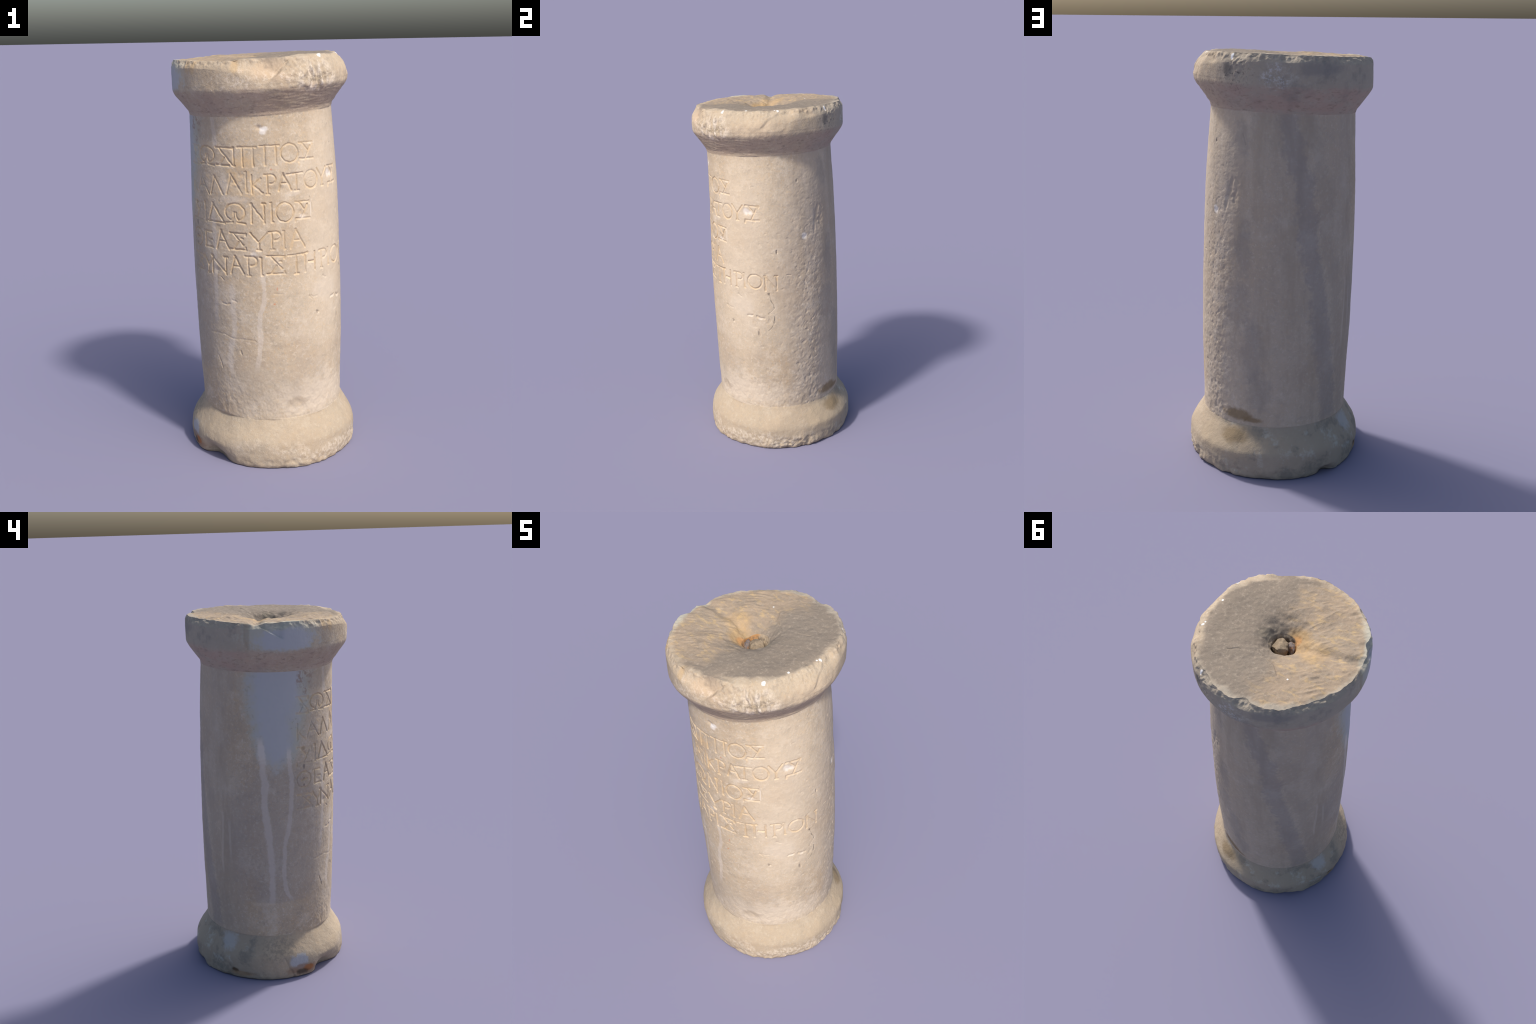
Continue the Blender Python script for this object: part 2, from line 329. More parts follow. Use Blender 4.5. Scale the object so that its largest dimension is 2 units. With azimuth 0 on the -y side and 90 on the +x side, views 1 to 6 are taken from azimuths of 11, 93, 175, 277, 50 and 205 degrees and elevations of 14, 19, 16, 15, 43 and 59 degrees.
def relief(P, N, az, kinds):
    """Wear, chips, tool marks and grain, added along the normals."""
    kind = np.array([k for k, _ in kinds])
    D = np.zeros(P.shape[:2])
    A = np.broadcast_to(wrap(az)[None, :], D.shape)
    Z = P[..., 2]
    which = np.full(D.shape, -1)
    # --- everywhere: very low swell
    # --- shaft
    s = np.where(kind == 'shaft')[0]; a, b = s[0], s[-1] + 1
    p = P[a:b]
    rough = perlin(p, 55)
    pitted = np.exp(-(wrap(A[a:b] - 124) / 17) ** 2) * (.35 + .65 * smooth(Z[a:b], 1.55, .75))
    low = smooth(Z[a:b], .52, .30)
    n1 = fbm(p, 9, 2); n2 = fbm(p, 34, 2, (3, 1, 2)); n3 = perlin(p, 95, (5, 2, 1))
    d = .0010 * n1 + .0006 * n2 + .0003 * n3
    sparse = smooth(perlin(p, 34, (12, 9, 4)), .50, .85)                       # scattered little knocks
    d -= .0016 * sparse * smooth(np.abs(wrap(A[a:b] - 105)), 50, 20)
    pits = smooth(perlin(p, 44, (2, 9, 4)), .15, .65) + .5 * smooth(n3, .20, .70)
    d += pitted * (.0008 * n2 + .0003 * n3 + .0012 * n1 - .0024 * pits)
    d += low * (.0007 * n2 + .0003 * n3) * plateau(A[a:b], 20, 115, 30)
    d += .0035 * fbm(p, (3.1, 3.1, 1.6), 2, (8, 4, 6))
    cut, wh, count = carve(az, Z[a:b], rough)
    cut = cut * (.82 + .35 * n1)
    D[a:b] = d - cut
    which[a:b] = wh
    # --- base
    s = np.where(kind == 'base')[0]; a0, b0 = s[0], s[-1] + 1
    p, Aa, Zz = P[a0:b0], A[a0:b0], Z[a0:b0]
    n1 = fbm(p, 6, 2, (1, 2, 3)); n2 = fbm(p, 22, 2, (4, 4, 1)); n3 = fbm(p, 60, 2, (2, 6, 1))
    d = .004 * n1 + .0010 * n2 + .0004 * n3
    d += smooth(Zz, .10, .03) * plateau(Aa, 85, 62, 20) * (.0045 * n2 + .0012 * n3 - .001) * np.clip(.8 + 1.6 * n1, .15, 2)      # broken lower edge, sunny side
    d += smooth(Zz, .09, .02) * .0025 * n2
    # arris between shoulder and drum
    d += .0030 * np.exp(-((Zz - .125) / .022) ** 2) * (.5 + plateau(Aa, 165, 45, 15)) - .0015
    # big bite out of the foot at the front left, and one at the back
    side = wrap(Aa + 38)
    d -= .062 * np.exp(-(side / np.where(side < 0, 7.0, 15.0)) ** 2) * smooth(Zz + .012 * n1, .095, .0)
    d -= .042 * np.exp(-(wrap(Aa + 148) / 5) ** 2) * smooth(Zz, .050, .005)
    # split face: a vertical step at the back left
    d -= .005 * smooth(wrap(Aa + 138 + 6 * n1), 0, 2.0) * smooth(wrap(Aa + 96), 12, -12) * smooth(Zz, .25, .17)
    d += .007 * np.exp(-(wrap(Aa + 146) / 8) ** 2) * smooth(Zz, .22, .10) + .004 * plateau(Aa, -115, 25, 12) * smooth(Zz, .16, .06)
    d -= .004 * np.exp(-((wrap(Aa + 60) / 5) ** 2 + ((Zz - .032) / .022) ** 2))
    d -= .004 * np.exp(-((wrap(Aa + 71 + 60 * (Zz - .1)) / 1.0) ** 2)) * smooth(Zz, .14, .10)
    d -= .008 * np.exp(-((wrap(Aa - 114) / 1.6) ** 2 + ((Zz - .058) / .010) ** 2))
    d += .006 * bump(Aa, 214, 12) * smooth(Zz, .2, .1) + .005 * bump(Aa, 38, 22) * smooth(Zz, .12, .05)
    d -= .006 * bump(Aa, -34, 18) * smooth(Zz, .09, .13)
    D[a0:b0] = d * smooth(Zz, .25, .225)
    jb = smooth(Z[a:b], .285, .25)
    D[a:b] += jb * .001 * fbm(P[a:b], 30, 2)
    # --- capital: cone, band and rim
    s = np.where((kind == 'cap') | (kind == 'rim'))[0]; a1, b1 = s[0], s[-1] + 1
    p, Aa, Zz = P[a1:b1], A[a1:b1], Z[a1:b1]
    n1 = fbm(p, 7, 2, (6, 1, 1)); n2 = fbm(p, 24, 2, (9, 4, 1)); n3 = fbm(p, 62, 2, (1, 6, 8))
    d = .0022 * n1 + .0008 * n2 + .0004 * n3
    front = plateau(Aa, 50, 55, 20)
    up = smooth(Zz, 1.83, 1.87)
    d += up * front * (.0045 * n1 + .0014 * n2 + .0004 * n3)
    # rough break beside the spall, with steep chisel flutes
    br = plateau(Aa, 43, 15, 5) * up
    d += br * (.0050 * np.sin(Aa * .75 + 7 * n1 + 30 * (Zz - 1.9)) * smooth(Zz, 1.99, 1.93) * smooth(Aa, 32, 42) + .0030 * n2 + .0012 * n3)
    # steps by the right hand side and the back
    e2 = Aa - (94 + (Zz - 1.929) * 120) + 7 * n1
    d -= .006 * smooth(e2, -2, 2) * smooth(e2, 22, 5) * smooth(Zz, 1.885, 1.925)
    d -= .008 * np.exp(-((wrap(Aa - 125) / 4) ** 2 + ((Zz - 1.965) / .014) ** 2))
    d -= .005 * plateau(Aa, 147, 6, 3) * smooth(Zz, 1.86, 1.90) * (1 + n3)
    # flaked triangle on the west face
    tri = smooth(Aa, -90, -86) * smooth(Aa, -71, -75) * smooth(Zz - (1.938 - (Aa + 85) * .0042), -.004, .004)
    d -= .013 * tri
    # chipped upper edge everywhere else
    chip = smooth(Zz - .035 * P[a1:b1, :, 0] - .02 * P[a1:b1, :, 1], 1.945, 1.975)
    d += chip * (.0055 * n2 + .0020 * n3 - .001) * (1 + .6 * plateau(Aa, 170, 60, 20))
    # horizontal tooling under the flare
    cone = smooth(Zz, 1.73, 1.75) * smooth(Zz, 1.86, 1.84)
    d += cone * plateau(Aa, 60, 50, 20) * .0016 * perlin(p, (14, 14, 120), (2, 2, 2))
    crest_fade = np.array([smooth(t, .72, 1.0) if k == 'rim' else 0.0 for k, t in kinds[a1:b1]])[:, None]
    D[a1:b1] = d * smooth(Zz, 1.715, 1.745) * (1 - .6 * crest_fade)
    # --- top
    s = np.where(kind == 'top')[0]; a2, b2 = s[0], s[-1] + 1
    p = P[a2:b2]
    c, sn = .80, .60
    q = np.stack([p[..., 0] * c + p[..., 1] * sn, -p[..., 0] * sn + p[..., 1] * c, p[..., 2]], -1)
    n1 = fbm(p, 6, 2, (3, 3, 9)); n2 = fbm(p, 26, 2, (7, 2, 9)); n3 = fbm(p, 70, 2, (1, 1, 9))
    rip = fbm(q, (9, 27, 9), 2, (5, 5, 5)); rip = 1 - np.abs(rip) * 2
    west = smooth(p[..., 0], .12, -.25)
    d = .0058 * n1 + .0016 * n2 + .0006 * n3 + (.0006 + .0026 * west * (.55 + .9 * n1)) * (rip - .4)
    rs = np.hypot(p[..., 0] - SOCKET[0], p[..., 1] - SOCKET[1])
    d += np.exp(-(rs / .13) ** 2) * .004 * n2
    d -= .004 * np.exp(-((p[..., 0] - .0) / .05) ** 2 - ((p[..., 1] + .135) / .016) ** 2)
    # hairline crack and a slit
    d -= .004 * np.clip(1 - seg_distance(p[..., 0], p[..., 1], [(.03, .10), (-.06, .145), (-.10, .20)]) / .005, 0, 1)
    d -= .003 * np.clip(1 - seg_distance(p[..., 0] + .002 * n2, p[..., 1] + .006 * n2, [(.115, .13), (.135, .135), (.165, .150)]) / .007, 0, 1)
    fade = smooth(np.array([t for k, t in kinds if k == 'top'])[:, None], -.02, .05)
    rim_last = D[a2 - 1][None, :]
    D[a2:b2] = d * fade + rim_last * (1 - fade)
    # --- socket
    s = np.where(kind == 'socket')[0]; a3, b3 = s[0], s[-1] + 1
    p = P[a3:b3]
    ramp = np.array([t for k, t in kinds if k == 'socket'])[:, None]
    D[a3:b3] = (.008 * fbm(p, 24, 3)) * smooth(ramp, 0, .2) + D[a3 - 1][None, :] * (1 - smooth(ramp, 0, .2))
    return D, which, count
# ==== BLENDER
import bpy

# ------------------------------------------------------------------ materials
class Nodes:
    """Small helper that writes shader node trees as expressions."""
    def __init__(self, name):
        self.mat = bpy.data.materials.new(name)
        self.mat.use_nodes = True
        self.t = self.mat.node_tree
        self.t.nodes.clear()
        self.P = self.new('ShaderNodeTexCoord').outputs['Object']
        xyz = self.new('ShaderNodeSeparateXYZ'); self.link(self.P, xyz.inputs[0])
        self.x, self.y, self.z = xyz.outputs
        self.wob = self.noise(16, 3, .6)
        self.wob_fine = self.noise(60, 3, .6, seed=4)

    def new(self, kind):
        return self.t.nodes.new(kind)

    def link(self, a, b):
        if isinstance(a, (int, float)):
            b.default_value = a
        elif isinstance(a, (tuple, list)):
            b.default_value = tuple(a) if len(b.default_value) == len(a) else tuple(a) + (1,)
        else:
            self.t.links.new(a, b)

    def math(self, op, a, b=0.0, c=0.0, clamp=False):
        n = self.new('ShaderNodeMath'); n.operation = op; n.use_clamp = clamp
        for v, i in zip((a, b, c), n.inputs):
            self.link(v, i)
        return n.outputs[0]

    def add(self, a, b): return self.math('ADD', a, b)
    def sub(self, a, b): return self.math('SUBTRACT', a, b)
    def mul(self, a, b, clamp=False): return self.math('MULTIPLY', a, b, clamp=clamp)
    def max(self, a, b): return self.math('MAXIMUM', a, b)

    def step(self, v, a, b):
        n = self.new('ShaderNodeMapRange'); n.interpolation_type = 'SMOOTHSTEP'
        lo, hi, t0, t1 = (a, b, 0.0, 1.0) if a < b else (b, a, 1.0, 0.0)
        for val, i in zip((v, lo, hi, t0, t1), range(5)):
            self.link(val, n.inputs[i])
        return n.outputs[0]

    def noise(self, scale, detail=3, rough=.55, stretch=None, seed=0, distort=0.0):
        m = self.new('ShaderNodeMapping')
        m.inputs['Location'].default_value = (seed * 1.7, seed * 2.3, seed * .9)
        if stretch:
            m.inputs['Scale'].default_value = stretch
        self.t.links.new(self.P, m.inputs['Vector'])
        n = self.new('ShaderNodeTexNoise')
        n.inputs['Scale'].default_value = scale; n.inputs['Detail'].default_value = detail
        n.inputs['Roughness'].default_value = rough; n.inputs['Distortion'].default_value = distort
        self.t.links.new(m.outputs[0], n.inputs['Vector'])
        return n.outputs[0]

    def dot(self, vec):
        n = self.new('ShaderNodeVectorMath'); n.operation = 'DOT_PRODUCT'
        self.link(self.P, n.inputs[0]); n.inputs[1].default_value = vec
        return n.outputs['Value']

    def turn(self, a0):
        """Azimuth measured from a0, in degrees."""
        a = np.radians(a0)
        t, r = self.dot((np.cos(a), np.sin(a), 0)), self.dot((np.sin(a), -np.cos(a), 0))
        return self.mul(self.math('ARCTAN2', t, r), 180 / np.pi)

    def spot(self, a0, z0, wa, wz, soft=.5, ragged=.9, fine=.4):
        """Ragged elliptical patch at azimuth a0, height z0."""
        dx = self.mul(self.turn(a0), 1 / wa)
        dz = self.mul(self.sub(self.z, z0), 1 / wz)
        d = self.math('SQRT', self.add(self.mul(dx, dx), self.mul(dz, dz)))
        d = self.add(d, self.mul(self.sub(self.wob, .5), ragged * 2))
        d = self.add(d, self.mul(self.sub(self.wob_fine, .5), fine * 2))
        return self.step(d, 1 + soft / 2, 1 - soft / 2)

    def run(self, path, width, z_soft=.03, ragged=1.0):
        """Streak down the surface that follows (azimuth, z) points."""
        a0 = float(np.mean([p[0] for p in path]))
        c = self.new('ShaderNodeFloatCurve'); cur = c.mapping.curves[0]
        pts = sorted((p[1] / 2, (p[0] - a0) / 80 + .5) for p in path)
        while len(cur.points) < len(pts):
            cur.points.new(.5, .5)
        for q, p in zip(cur.points, pts):
            q.location = p
        c.mapping.update()
        self.link(self.mul(self.z, .5), c.inputs['Value'])
        off = self.mul(self.sub(c.outputs[0], .5), 80)
        d = self.math('ABSOLUTE', self.sub(self.turn(a0), off))
        d = self.add(d, self.mul(self.sub(self.wob, .5), width * ragged * 1.5))
        d = self.add(d, self.mul(self.sub(self.wob_fine, .5), width * ragged))
        zs = [p[1] for p in path]
        m = self.step(d, width * 1.3, width * .55)
        return self.mul(m, self.mul(self.step(self.z, min(zs) - z_soft, min(zs) + z_soft), self.step(self.z, max(zs) + z_soft, max(zs) - z_soft)))

    def mix(self, f, a, b, mode='MIX'):
        n = self.new('ShaderNodeMix'); n.data_type = 'RGBA'; n.blend_type = mode
        self.link(f, n.inputs[0]); self.link(a, n.inputs[6]); self.link(b, n.inputs[7])
        return n.outputs[2]

    def finish(self, colour, rough=.85, bump=None, strength=.25, distance=.004, spec=.25):
        b = self.new('ShaderNodeBsdfPrincipled'); o = self.new('ShaderNodeOutputMaterial')
        self.link(colour, b.inputs['Base Color']); self.link(rough, b.inputs['Roughness'])
        b.inputs['Specular IOR Level'].default_value = spec
        if bump is not None:
            n = self.new('ShaderNodeBump'); n.inputs['Strength'].default_value = strength; n.inputs['Distance'].default_value = distance
            self.link(bump, n.inputs['Height']); self.t.links.new(n.outputs[0], b.inputs['Normal'])
        self.t.links.new(b.outputs[0], o.inputs[0])
        return self.mat

STONE, PALE, GREY = (.500, .407, .298), (.648, .558, .442), (.350, .294, .228)
OCHRE, TAN, BROWN = (.540, .385, .225), (.455, .350, .240), (.235, .165, .090)
COOL, BLUE, SLATE = (.430, .365, .300), (.445, .438, .440), (.455, .430, .350)
WHITE, RUST, SOOT, ROSE = (.850, .820, .780), (.560, .220, .045), (.085, .078, .070), (.420, .300, .235)

def stone_base(n):
    """Marble body colour shared by all parts: mottled beige with pale and ochre grain."""
    big, mid, fine, grain = n.noise(2.6, 4, .6, seed=1), n.noise(11, 4, .65, seed=2), n.noise(55, 4, .7, seed=3), n.noise(210, 2, .6, seed=5)
    c = n.mix(n.step(big, .38, .66), STONE, TAN)
    c = n.mix(n.mul(n.step(mid, .45, .75), .55), c, GREY)
    c = n.mix(n.mul(n.step(n.noise(7, 4, .7, seed=7), .48, .72), .55), c, PALE)
    c = n.mix(n.mul(n.step(fine, .50, .72), .65), c, PALE)
    c = n.mix(n.mul(n.step(n.noise(75, 3, .7, seed=8), .52, .68), .55), c, OCHRE)
    c = n.mix(n.mul(n.step(n.noise(42, 3, .7, seed=9), .53, .70), .50), c, GREY)
    v = n.add(.86, n.mul(grain, .28))
    g = n.new('ShaderNodeCombineColor')
    for i in range(3):
        n.link(v, g.inputs[i])
    return n.mix(1.0, c, g.outputs[0], 'MULTIPLY'), grain, fine

def shaft_material(name='shaft_marble', cut=False):
    n = Nodes(name)
    c, grain, fine = stone_base(n)
    # greyer, cooler tint round the back, in ragged upright bands
    back = n.step(n.add(n.math('ABSOLUTE', n.turn(0)), n.mul(n.sub(n.noise(3, 3, .6, (1, 1, .35), 12), .5), 90)), 88, 128)
    c = n.mix(n.mul(back, .45), c, COOL)
    c = n.mix(n.mul(n.mul(back, n.step(n.noise(5, 4, .65, (1.6, 1.6, .3), 14), .46, .66)), .55), c, (.36, .29, .215))
    c = n.mix(n.mul(n.step(n.noise(4, 4, .6, (1.5, 1.5, .35), 15), .52, .70), .30), c, COOL)
    # dark water track down the back
    track = [(183, 1.74), (185, 1.65), (188, 1.569), (195, 1.379), (199, 1.10), (203, 1.00), (209, .743), (214, .521), (220, .25)]
    c = n.mix(n.mul(n.run(track, 8, ragged=1.3), .34), c, (.215, .200, .205))
    c = n.mix(n.mul(n.run([(a + 16, z) for a, z in track], 6, ragged=1.5), .20), c, (.30, .25, .20))
    # dull patches beside the pitted strip
    for a, z, wa, wz in ((146, .85, 9, .12), (157, .62, 8, .14), (148, 1.62, 7, .07), (163, .42, 9, .09), (150, 1.12, 6, .12)):
        c = n.mix(n.mul(n.spot(a, z, wa, wz, .9), .28), c, (.215, .20, .19))
    pit = n.mul(n.step(n.noise(38, 3, .6, seed=21), .54, .68), n.spot(124, .75, 18, .62, 1.0))
    c = n.mix(n.mul(pit, .55), c, PALE)
    # brown stain at the foot of the shaft
    c = n.mix(n.mul(n.spot(146, .292, 12, .028, .8, .5), .85), c, BROWN)
    c = n.mix(n.mul(n.spot(158, .276, 7, .014, .8, .5), .8), c, BROWN)
    # blue grey coat on the left side, with olive rim and rusty nibbles
    wide = n.spot(-74, 1.60, 27, .30, .5, .35, .25)
    low = n.spot(-75, 1.42, 21, .22, .5, .35, .25)
    coat = n.max(wide, low)
    core = n.max(n.spot(-76, 1.62, 20, .26, .7, .5, .2), n.spot(-77, 1.40, 14, .18, .8, .5, .2))
    c = n.mix(coat, c, SLATE)
    c = n.mix(n.mul(coat, n.mul(n.step(n.noise(30, 4, .7, seed=23), .56, .66), .6)), c, (.30, .26, .17))
    c = n.mix(n.mul(core, .92), c, BLUE)
    rim_rust = n.mul(n.spot(-50, 1.66, 7, .06, .9), n.step(n.noise(34, 4, .7, seed=24), .46, .6))
    c = n.mix(n.mul(rim_rust, .75), c, (.30, .20, .14))
    # lime drips
    drips = [([(-89, 1.36), (-87.5, 1.25), (-87, 1.17), (-86, 1.12), (-86.5, 1.0), (-86, .942), (-84, .833), (-83, .723), (-82, .610), (-82, .44)], 3.0, .62),
             ([(-66, 1.30), (-66, 1.235), (-64, 1.109), (-65, .968), (-67, .861), (-70, .790), (-71, .680), (-71, .567), (-65, .45)], 2.0, .55),
             ([(-125, .95), (-125, .88), (-127, .69), (-127, .60)], 1.2, .22), ([(-118, .90), (-118, .83), (-118, .70)], 1.2, .22),
             ([(6.5, .98), (7, .954), (7, .841), (4, .763), (4, .633), (1, .50)], 1.8, .32),
             ([(-33, 1.28), (-32, 1.1), (-32, .897), (-34, .72)], 2.0, .30), ([(-17, .92), (-17, .817), (-17, .687), (-21, .583), (-20, .45)], 2.6, .30),
             ([(-31, 1.72), (-30, 1.66), (-29, 1.58)], 2.0, .35)]
    for path, w, k in drips:
        c = n.mix(n.mul(n.run(path, w), k), c, (.70, .63, .56) if path[0][0] > -40 else (.70, .61, .52))
    # damp darker zone with an even lower border on the left side
    damp = n.mul(n.mul(n.spot(-75, .80, 42, .46, .5, .15, .1), n.step(n.add(n.z, n.mul(n.wob, .03)), .445, .460)), n.step(coat, .6, .2))
    c = n.mix(n.mul(damp, .30), c, (.27, .245, .235))
    # ochre earth rubbed into the writing field and the upper left
    c = n.mix(n.mul(n.mul(n.spot(-8, 1.42, 12, .14, 1.0), n.step(n.noise(24, 4, .7, seed=27), .48, .62)), .5), c, (.64, .44, .23))
    c = n.mix(n.mul(n.spot(-38, 1.66, 12, .06, .9), .45), c, (.33, .27, .21))
    c = n.mix(n.mul(n.spot(-6, 1.50, 8, .025, .9), .35), c, OCHRE)
    # white bruises
    for a, z, wa, wz, k in ((9, 1.664, 2.8, .012, .6), (8, 1.652, 2.4, .014, .5), (68, 1.434, 2.8, .018, .9), (72, 1.428, 2.4, .014, .7), (45.5, 1.28, .6, .04, .4),
                            (38, 1.25, 3.2, .010, .35), (30, 1.36, 6, .012, .15), (122, 1.281, 2.6, .02, .5), (79, .805, 2.0, .006, .3), (70, .818, 2.0, .006, .3),
                            (0, 1.078, 2.4, .012, .3), (-14, 1.335, 9, .018, .16), (-22, 1.405, 3, .05, .15), (47, 1.588, 3, .005, .35), (60, .88, 12, .06, .14)):
        c = n.mix(n.mul(n.spot(a, z, wa, wz, .8, .6), k), c, WHITE)
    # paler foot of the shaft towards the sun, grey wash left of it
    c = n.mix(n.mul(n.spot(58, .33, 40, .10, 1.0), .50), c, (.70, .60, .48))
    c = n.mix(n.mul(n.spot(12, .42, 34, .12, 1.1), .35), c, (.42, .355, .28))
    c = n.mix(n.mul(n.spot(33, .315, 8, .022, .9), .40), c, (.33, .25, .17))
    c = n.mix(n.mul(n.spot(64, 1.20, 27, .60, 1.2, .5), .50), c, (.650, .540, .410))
    # red paint specks, dark cracks
    for a, z, wa, wz in ((17, .907, .4, .008), (15, .833, .7, .004), (13.5, 1.478, .8, .004)):
        c = n.mix(n.mul(n.spot(a, z, wa, wz, .9, .7), .6), c, (.55, .19, .10))
    crack = n.run([(86, .735), (88, .745), (91, .780), (91.5, .83), (86.5, .836), (91.5, .873), (89, .918), (87, .962)], .40, .004, 2.6)
    c = n.mix(n.mul(n.mul(crack, n.step(n.noise(60, 2, .5, seed=29), .42, .56)), .6), c, SOOT)
    for a, z, wa, wz in ((95.1, 1.204, .7, .011), (87, .960, 1.2, .006), (50.5, .768, 1.0, .006), (117, 1.597, .8, .005), (77, .715, .9, .016), (-53, 1.30, 2.0, .010), (-53, 1.20, .9, .012), (-53, 1.135, .8, .007), (-53, 1.10, .7, .007)):
        c = n.mix(n.mul(n.spot(a, z, wa, wz, .8, .7), .65), c, (.16, .13, .11))
    if cut:
        c = n.mix(n.mul(n.step(n.noise(20, 3, .6, seed=31), .35, .62), .42), c, (.60, .43, .24))  # ochre tint puts the warm light on groove edges into the colour
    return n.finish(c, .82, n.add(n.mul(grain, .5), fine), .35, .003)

def base_material():
    n = Nodes('base_marble')
    c, grain, fine = stone_base(n)
    c = n.mix(.52, c, (.350, .286, .210))
    c = n.mix(n.mul(n.step(n.noise(5, 4, .65, seed=41), .42, .62), .30), c, (.46, .355, .245))
    back = n.step(n.add(n.math('ABSOLUTE', n.turn(20)), n.mul(n.sub(n.noise(4, 3, .6, seed=42), .5), 70)), 98, 128)
    c = n.mix(n.mul(back, .65), c, (.325, .280, .218))
    c = n.mix(n.mul(n.mul(back, n.step(n.noise(9, 4, .7, seed=43), .50, .66)), .6), c, (.175, .165, .140))
    c = n.mix(n.mul(n.mul(back, n.step(n.noise(12, 4, .7, seed=44), .56, .72)), .6), c, (.47, .45, .39))
    # soft tan shoulder patch and brown stain on the right back
    c = n.mix(n.mul(n.spot(140, .165, 24, .075, .7, .5), .65), c, (.45, .350, .235))
    c = n.mix(n.mul(n.spot(146, .196, 9, .034, .8, .4), .80), c, (.255, .185, .105))
    c = n.mix(n.mul(n.spot(-122, .20, 8, .04, .9), .6), c, (.44, .44, .44))
    # bruised white lower edge, bluish scrape, iron stain
    c = n.mix(n.mul(n.mul(n.spot(72, .055, 40, .045, .9), n.step(fine, .40, .62)), .40), c, (.74, .65, .54))
    c = n.mix(n.mul(n.mul(n.spot(8, .10, 26, .035, .9), n.step(n.noise(26, 4, .7, seed=46), .46, .66)), .38), c, (.72, .62, .50))
    c = n.mix(n.mul(n.spot(-62, .095, 8, .040, .5, .6), .75), c, (.42, .43, .46))
    c = n.mix(n.mul(n.spot(-59, .040, 13, .034, .7, .6), .75), c, (.27, .17, .11))
    c = n.mix(n.mul(n.spot(-54, .046, 4, .018, .7, .6), .85), c, (.36, .14, .05))
    c = n.mix(n.mul(n.spot(-60, .030, 5, .014, 1.0, .7), .75), c, (.06, .045, .035))
    c = n.mix(n.mul(n.spot(-113, .048, 3.0, .015, .7, .6), .85), c, (.09, .05, .025))
    c = n.mix(n.mul(n.spot(-108, .030, 9, .014, .9, .6), .6), c, (.30, .19, .10))
    c = n.mix(n.mul(n.mul(n.spot(-78, .17, 16, .06, .9), n.step(fine, .42, .62)), .45), c, (.14, .13, .11))
    return n.finish(c, .88, n.add(n.mul(grain, .6), fine), .5, .004)

